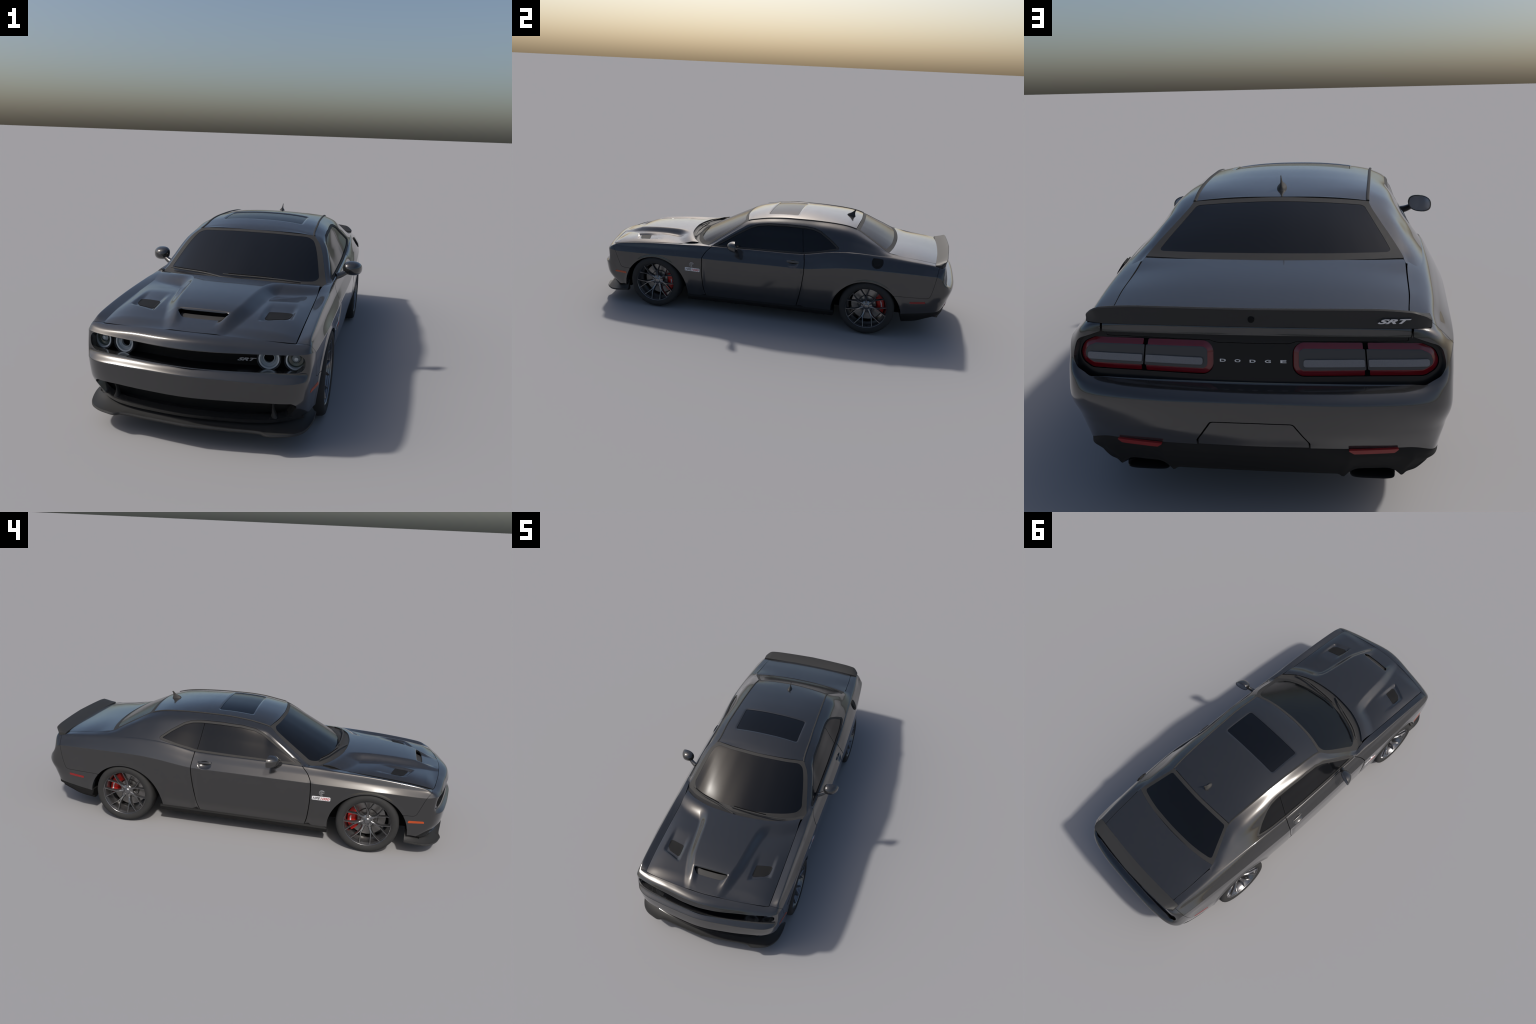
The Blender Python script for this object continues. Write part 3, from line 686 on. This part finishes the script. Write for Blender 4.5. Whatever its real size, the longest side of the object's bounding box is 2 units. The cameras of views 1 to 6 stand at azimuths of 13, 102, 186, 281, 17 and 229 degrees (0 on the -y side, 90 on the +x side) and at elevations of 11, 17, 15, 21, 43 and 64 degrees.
for sx in (1, -1):
    rr = []
    for t in np.linspace(0, 1, 14):
        x = .250 - .010 * t ** 2 * 0 - .004 * math.sin(t * 3.1); y = -.928 + .022 * t ** 1.5 ; z = .166 - .070 * t; w = .003 + .010 * t ** 4; dpt = .024
        rr.append([(sx * (x + w * math.cos(a)), y + .010 * math.sin(t * math.pi) + dpt * .5 * math.sin(a), z) for a in np.linspace(0, 2 * math.pi, 14, endpoint=False)])
    loft('intake_strut', rr, SPOIL, auto=60, parent=front_bumper)  # body-coloured on the car; darkened to black to mute bright reflections

def lamp_unit(sx, x, y, z, r, kind, tilt):
    ca, sa = math.cos(tilt), math.sin(tilt)
    def w(a, b, h):  # disc plane faces -y, turned outward by tilt
        return (sx * (x + a * ca + h * sa), y + a * sa * 1.0 - h * ca, z + b)
    def rev(name, pr, mat, parent=None):
        o = loft(name, revolve(pr, 48, w), mat, closed=False, caps=False, loop=True, auto=35, parent=parent)[0]
        return o
    h = rev('headlamp', [(r, -.02), (r, .004), (r * .97, .006), (r * .93, .004), (r * .90, -.004)], LAMPDARK, grille)
    rev('lamp_halo_ring', [(r * .90, -.004), (r * .86, .002), (r * .74, .002), (r * .70, -.006)], LAMPGLASS, h)
    if kind == 'outer':
        rev('lamp_reflector', [(r * .70, -.006), (r * .62, -.011), (r * .40, -.013), (r * .385, -.008), (r * .36, -.008), (r * .34, -.012)], LAMPTINT, h)
        rev('lamp_projector', [(r * .34, -.012), (r * .28, -.009), (r * .18, -.006), (r * .16, -.004), (1e-4, -.003)], LAMPGLASS, h)
    else:
        rev('lamp_reflector', [(r * .70, -.006), (r * .50, -.014), (r * .46, -.006), (r * .43, -.006), (r * .41, -.014)], LAMPGLASS, h)
        rev('lamp_projector', [(r * .41, -.014), (r * .3, -.022), (1e-4, -.024)], BLACK, h)
for sx in (1, -1):
    lamp_unit(sx, .3035, -.891, .2755, .0355, 'outer', .16)
    lamp_unit(sx, .2255, -.904, .2750, .0355, 'inner', .16)

# ------------------------------------------------------------------ mirrors and handles
for sx, dr in ((1, door[0]), (-1, door[1])):
    n = 26; rr = []
    for t in np.linspace(0, 1, 16):
        y = -.154 - .044 * t; g = math.sqrt(max(0, 1 - t ** 2.3))
        rr.append([(sx * (.3985 + .004 * t - .010 * t + .0365 * g * np.sign(math.cos(a)) * abs(math.cos(a)) ** .85), y + .010 * math.cos(a) * (1 - t), .408 + .0275 * g * np.sign(math.sin(a)) * abs(math.sin(a)) ** .8 - .003 * math.cos(a) * (1 - t) * g) for a in np.linspace(0, 2 * math.pi, n, endpoint=False)])
    lip = [[(p[0] - (p[0] - sx * .3985) * k, p[1] + dy, p[2] - (p[2] - .408) * k) for p in rr[0]] for k, dy in ((.09, .0005), (.10, -.003))]
    mir = loft('side_mirror', [lip[1], lip[0]] + rr, PAINT, auto=60, parent=dr)[0]
    loft('mirror_glass', [[(p[0] - (p[0] - sx * .3985) * .09, p[1] - .0012, p[2] - (p[2] - .408) * .09) for p in rr[0]], [(p[0] - (p[0] - sx * .3985) * .5, p[1] - .0010 - .005 * (p[0] * sx - .3985) * 0, p[2] - (p[2] - .408) * .5) for p in rr[0]]], MIRROR, parent=mir)
    st = smooth_path([(sx * .340, -.196, .379), (sx * .355, -.190, .384), (sx * .372, -.182, .393), (sx * .386, -.176, .402)], 14)
    loft('mirror_stalk', tube_rings(st, np.linspace(.0125, .0085, 14), 14), PAINT, parent=mir)
    xh = float(side_x(np.array([.157]), np.array([.358]))[0])
    hp = smooth_path([(sx * (xh - .006), .1235, .3515), (sx * (xh + .004), .128, .3515), (sx * (xh + .0065), .157, .3512), (sx * (xh + .004), .186, .3505), (sx * (xh - .006), .1905, .3505)], 24)
    loft('door_handle', tube_rings(hp, .0062, 12, (.75, 1.0)), PAINT, parent=dr)

# ------------------------------------------------------------------ wheels
def wheel_parts():
    """one wheel about the x axis, outer side toward +x, hub face near x = 0"""
    w = lambda a, b, h: (h, a, b)
    parts = {}
    R, W = .1445, .100
    pr = [(.1055, -.068), (.112, -.074), (.125, -.0765), (.137, -.072), (.1425, -.062), (.1445, -.045), (.1448, -.02), (.1448, -.005), (.1445, .015), (.1425, .027), (.137, .0345), (.127, .037), (.116, .0355), (.109, .031), (.1055, .028)]
    parts['tyre'] = (revolve(pr, 96, w), RUBBER, 60)
    pr = [(.1085, .0315), (.1095, .030), (.1095, .026), (.104, .024), (.099, .010), (.095, -.02), (.094, -.06), (.105, -.066)]
    pr = [(.1040, .0225), (.1062, .0265), (.1068, .031), (.1085, .0325), (.1098, .031), (.1098, .027), (.1045, .020), (.1005, .008), (.096, -.015), (.095, -.06), (.106, -.067)]
    parts['rim'] = (revolve(pr, 96, w), ALLOY, 45)
    return parts
wp = wheel_parts()
def rings_mesh(name, rings, mat, auto):
    o = loft(name, rings, mat, closed=False, caps=False, loop=True, auto=auto)[0]
    me = o.data; bpy.data.objects.remove(o); return me
tyre_me = rings_mesh('tyre', *wp['tyre']); rim_me = rings_mesh('rim', *wp['rim'])
# seven forked spokes plus hub
V, F = [], []
def add_rings(rings, cap=True):
    b = len(V); R_ = np.array(rings, float); n, m = R_.shape[:2]; V.extend(R_.reshape(-1, 3))
    for i in range(n - 1):
        for j in range(m): F.append((b + i * m + j, b + i * m + (j + 1) % m, b + (i + 1) * m + (j + 1) % m, b + (i + 1) * m + j))
    if cap:
        F.append(tuple(b + j for j in range(m))[::-1]); F.append(tuple(b + (n - 1) * m + j for j in range(m)))
for kspk in range(7):
    th0 = math.pi / 2 + kspk * 2 * math.pi / 7
    for sg in (-1, 1):
        ts = np.linspace(0, 1, 22)
        rad = .018 + (.1055 - .018) * ts
        ang = sg * pchip([0, .25, .45, .7, 1], np.radians([2.4, 1.9, 3.1, 8.6, 12.9]), ts)
        hx = pchip([0, .15, .4, .75, 1], [.002, .004, .0115, .0225, .0285], ts)
        wd = pchip([0, .2, .45, .75, 1], [.0085, .0066, .0048, .0035, .0038], ts)
        dp = pchip([0, .3, 1], [.011, .010, .007], ts)
        rings = []
        for r_, a_, h_, w_, d_ in zip(rad, ang, hx, wd, dp):
            a2 = th0 + a_; er = np.array([0, math.cos(a2), math.sin(a2)]); et = np.array([0, -math.sin(a2), math.cos(a2)])
            c = er * r_ + np.array([h_, 0, 0])
            sec = [(-1, -1), (-1.05, -.1), (-.75, .55), (-.3, .9), (.3, .9), (.75, .55), (1.05, -.1), (1, -1)]
            rings.append([c + et * (w_ * p_) + np.array([d_ * (q_ - .9), 0, 0]) for p_, q_ in sec])
        add_rings(rings)
hub = revolve([(1e-4, .0045), (.010, .0045), (.0125, .0035), (.0135, .001), (.016, .0), (.029, -.0005), (.032, -.004), (.031, -.02), (1e-4, -.02)], 60, lambda a, b, h: (h, a, b))
hub.append(hub[0]); add_rings([list(r) for r in hub], False)
spoke_me = bpy.data.meshes.new('wheel'); spoke_me.from_pydata([tuple(v) for v in V], [], F); spoke_me.materials.append(ALLOY)
bm = bmesh.new(); bm.from_mesh(spoke_me); bmesh.ops.recalc_face_normals(bm, faces=bm.faces); bm.to_mesh(spoke_me); bm.free()
spoke_me.polygons.foreach_set('use_smooth', [True] * len(spoke_me.polygons)); spoke_me.set_sharp_from_angle(angle=math.radians(50))
nut = loft('lug_nut', revolve([(1e-4, .004), (.0028, .004), (.0036, .002), (.0040, -.004)], 12, lambda a, b, h: (h, a, b)), STEEL, closed=False, caps=False, loop=True, auto=30)[0]
nut_me = nut.data; bpy.data.objects.remove(nut)
disc = loft('brake_disc', revolve([(.046, -.052), (.084, -.052), (.084, -.040), (.05, -.040), (.046, -.034), (.030, -.032), (1e-4, -.032)], 72, lambda a, b, h: (h, a, b)), STEEL, closed=False, caps=False, loop=True, auto=30)[0]
disc_me = disc.data; bpy.data.objects.remove(disc)
def caliper_mesh(span):
    rr = []
    for a in np.linspace(-span, span, 20):
        e = 1 - .25 * (abs(a) / span) ** 6
        c, s_ = math.cos(a), math.sin(a)
        rr.append([(h, r_ * c, r_ * s_) for r_, h in ((.050, -.036), (.052, -.026), (.058, -.019), (.078, -.015), (.0915 * (.97 + .03 * e), -.019), (.0935 * (.97 + .03 * e), -.030), (.0935, -.056), (.050, -.056))])
    o = loft('brake_caliper', rr, REDCAL, auto=35)[0]; me = o.data; bpy.data.objects.remove(o); return me
cal_f, cal_r = caliper_mesh(.68), caliper_mesh(.62)

def text_verts(body, size, shear=0., extrude=0., offset=0., spacing=1.):
    cu = bpy.data.curves.new('lettering', 'FONT'); cu.body = body; cu.size = size; cu.shear = shear
    cu.extrude = extrude; cu.offset = offset; cu.align_x = 'CENTER'; cu.align_y = 'CENTER'; cu.space_character = spacing
    cu.resolution_u = 4
    o = bpy.data.objects.new('lettering', cu); bpy.context.scene.collection.objects.link(o)
    dg = bpy.context.evaluated_depsgraph_get(); dg.update()
    me = bpy.data.meshes.new_from_object(o.evaluated_get(dg))
    vs = np.array([v.co[:] for v in me.vertices]); fs = [tuple(p.vertices) for p in me.polygons]
    bpy.data.objects.remove(o); bpy.data.curves.remove(cu); bpy.data.meshes.remove(me)
    return vs, fs
def place_text(name, body, mat, size, fn, parent=None, width=None, height=None, **kw):
    """fn maps (across, up, out) to world"""
    vs, fs = text_verts(body, size, **kw)
    c = (vs.min(0) + vs.max(0)) / 2; vs = vs - [c[0], c[1], 0]
    if width: vs[:, 0] *= width / np.ptp(vs[:, 0])
    if height: vs[:, 1] *= height / np.ptp(vs[:, 1])
    return make_mesh(name, [fn(*v) for v in vs], fs, mat, smooth=False, parent=parent)

for sx in (1, -1):
    for yw, cal in ((AF[0], cal_f), (.560, cal_r)):
        hub_x = .3385
        wh = add_obj('wheel', spoke_me); wh.location = (sx * hub_x, yw, .1448)
        if sx < 0: wh.rotation_euler = (0, 0, math.pi)
        if yw > 0: wh.rotation_euler[0] = math.radians(8) * sx
        add_obj('tyre', tyre_me, wh); add_obj('rim', rim_me, wh)
        add_obj('brake_disc', disc_me, wh)
        for i in range(5):
            a = math.pi / 2 + i * 2 * math.pi / 5
            nu_ = add_obj('lug_nut', nut_me, wh); nu_.location = (.0005, .0255 * math.cos(a), .0255 * math.sin(a))
        ca = add_obj('brake_caliper', cal, wh)
        tilt = math.radians(-3 if yw < 0 else 12)
        ca.rotation_euler = (tilt if sx > 0 else math.pi - tilt, 0, 0)
        if yw > 0: ca.rotation_euler[0] -= math.radians(8) * (1 if sx > 0 else 1)
        cx, cr = hub_x - .0140, .0785
        place_text('caliper_lettering', 'brembo', WHITE, .012, lambda a, b, c: (sx * (cx + c), yw + cr * math.cos(a / cr - tilt * -1) + b * 1.0, .1448 + cr * math.sin(a / cr + tilt)), wh, width=.034, height=.0085, extrude=.0006, offset=.0003)
bpy.context.view_layer.update()
# lettering was placed in world space: undo the wheel's own transform
for o in list(bpy.data.objects):
    if o.name.startswith('caliper_lettering'):
        o.matrix_parent_inverse = o.parent.matrix_world.inverted()

# ------------------------------------------------------------------ badges and lettering
for sx, fd in ((1, fender[0]), (-1, fender[1])):
    bsd = polysdf(Y, Z, [(-.4415, .2365), (-.4415, .2540), (-.3585, .2540), (-.3585, .2365)], .0008)
    Pm = B if sx > 0 else B * [-1, 1, 1]; Nm = BN if sx > 0 else BN * [-1, 1, 1]
    Vb, Nb, Fb = clip(Pm + Nm * .0012, Nm, np.where(side_zone, -bsd, -1.))
    Fb = fix_winding(Vb, Nb, Fb); Vb, Nb, Fb = with_rim(Vb, Nb, Fb, .0012)
    plate = make_mesh('badge_plate', Vb, Fb, WHITE, Nb, parent=fd)
    def mp(yc, zc, lift):
        def fn(a, b, c):
            y = yc + a * sx; z = zc + b
            return (sx * (float(side_x(np.array([y]), np.array([z]))[0]) + lift + c), y, z)
        return fn
    place_text('badge_lettering', 'HPE', BLKINK, .02, mp(-.400 - sx * .0215, .2452, .0020), plate, width=.034, height=.0125, shear=.25, offset=.0002, extrude=.0003)
    place_text('badge_lettering', '1000', REDINK, .02, mp(-.400 + sx * .0180, .2452, .0020), plate, width=.0415, height=.0125, shear=.25, offset=.0002, extrude=.0003)
    # plain curved emblem above the plate
    for path, r in (([(-.011, .0085), (-.004, .0135), (.004, .013), (.011, .007), (.0125, -.001), (.010, -.008)], .0013), ([(-.012, .009), (-.006, .009), (.001, .0085), (.006, .004), (.007, -.004)], .0009),
                    ([(-.011, .002), (-.006, .003), (-.001, .000), (.000, -.006), (-.004, -.0125)], .0011), ([(.004, -.001), (.005, -.007), (.002, -.0125), (-.003, -.013)], .0010), ([(-.003, .004), (.002, .003), (.003, -.004)], .0008)):
        pts = np.array([mp(-.402, .2720, .0014)(a * -sx * sx * (1 if sx < 0 else 1), b, 0) for a, b in path])
        pth = smooth_path(pts, 16)
        loft('fender_emblem', tube_rings(pth, np.concatenate([np.linspace(.4, 1, 8), np.linspace(1, .4, 8)]) * r, 6, up=(1, 0, 0)), SILVER, parent=plate)
place_text('grille_badge', 'SRT', SILVER, .02, lambda a, b, c: (.158 + a, float(front_line(.158 + a)) + .068 - c - .3 * 0 , .2620 + b), grille, width=.056, height=.0095, shear=.45, offset=.0007, extrude=.001)
place_text('spoiler_badge', 'SRT', SILVER, .02, lambda a, b, c: (-.241 - a, float(pchip([0, .15, .27, .305], [.9565, .9515, .9435, .930], .241 + a)) + .10 * b + c, .4062 + b), spoiler, width=.056, height=.0085, shear=.45, offset=.0007, extrude=.0012)
for ch, xx in zip('DODGE', (.0525, .0265, 0., -.0265, -.0535)):
    place_text('tail_lettering', ch, SILVER, .01, lambda a, b, c: (xx - a, float(rear_y(np.array(xx - a), np.array(.331))) - .19 * b + .0006 + c, .331 + b), lp, width=.0105, height=.0048, offset=.0002, extrude=.0008)
print('triangles', sum(len(p.vertices) - 2 for o in bpy.data.objects if o.type == 'MESH' for p in o.data.polygons))
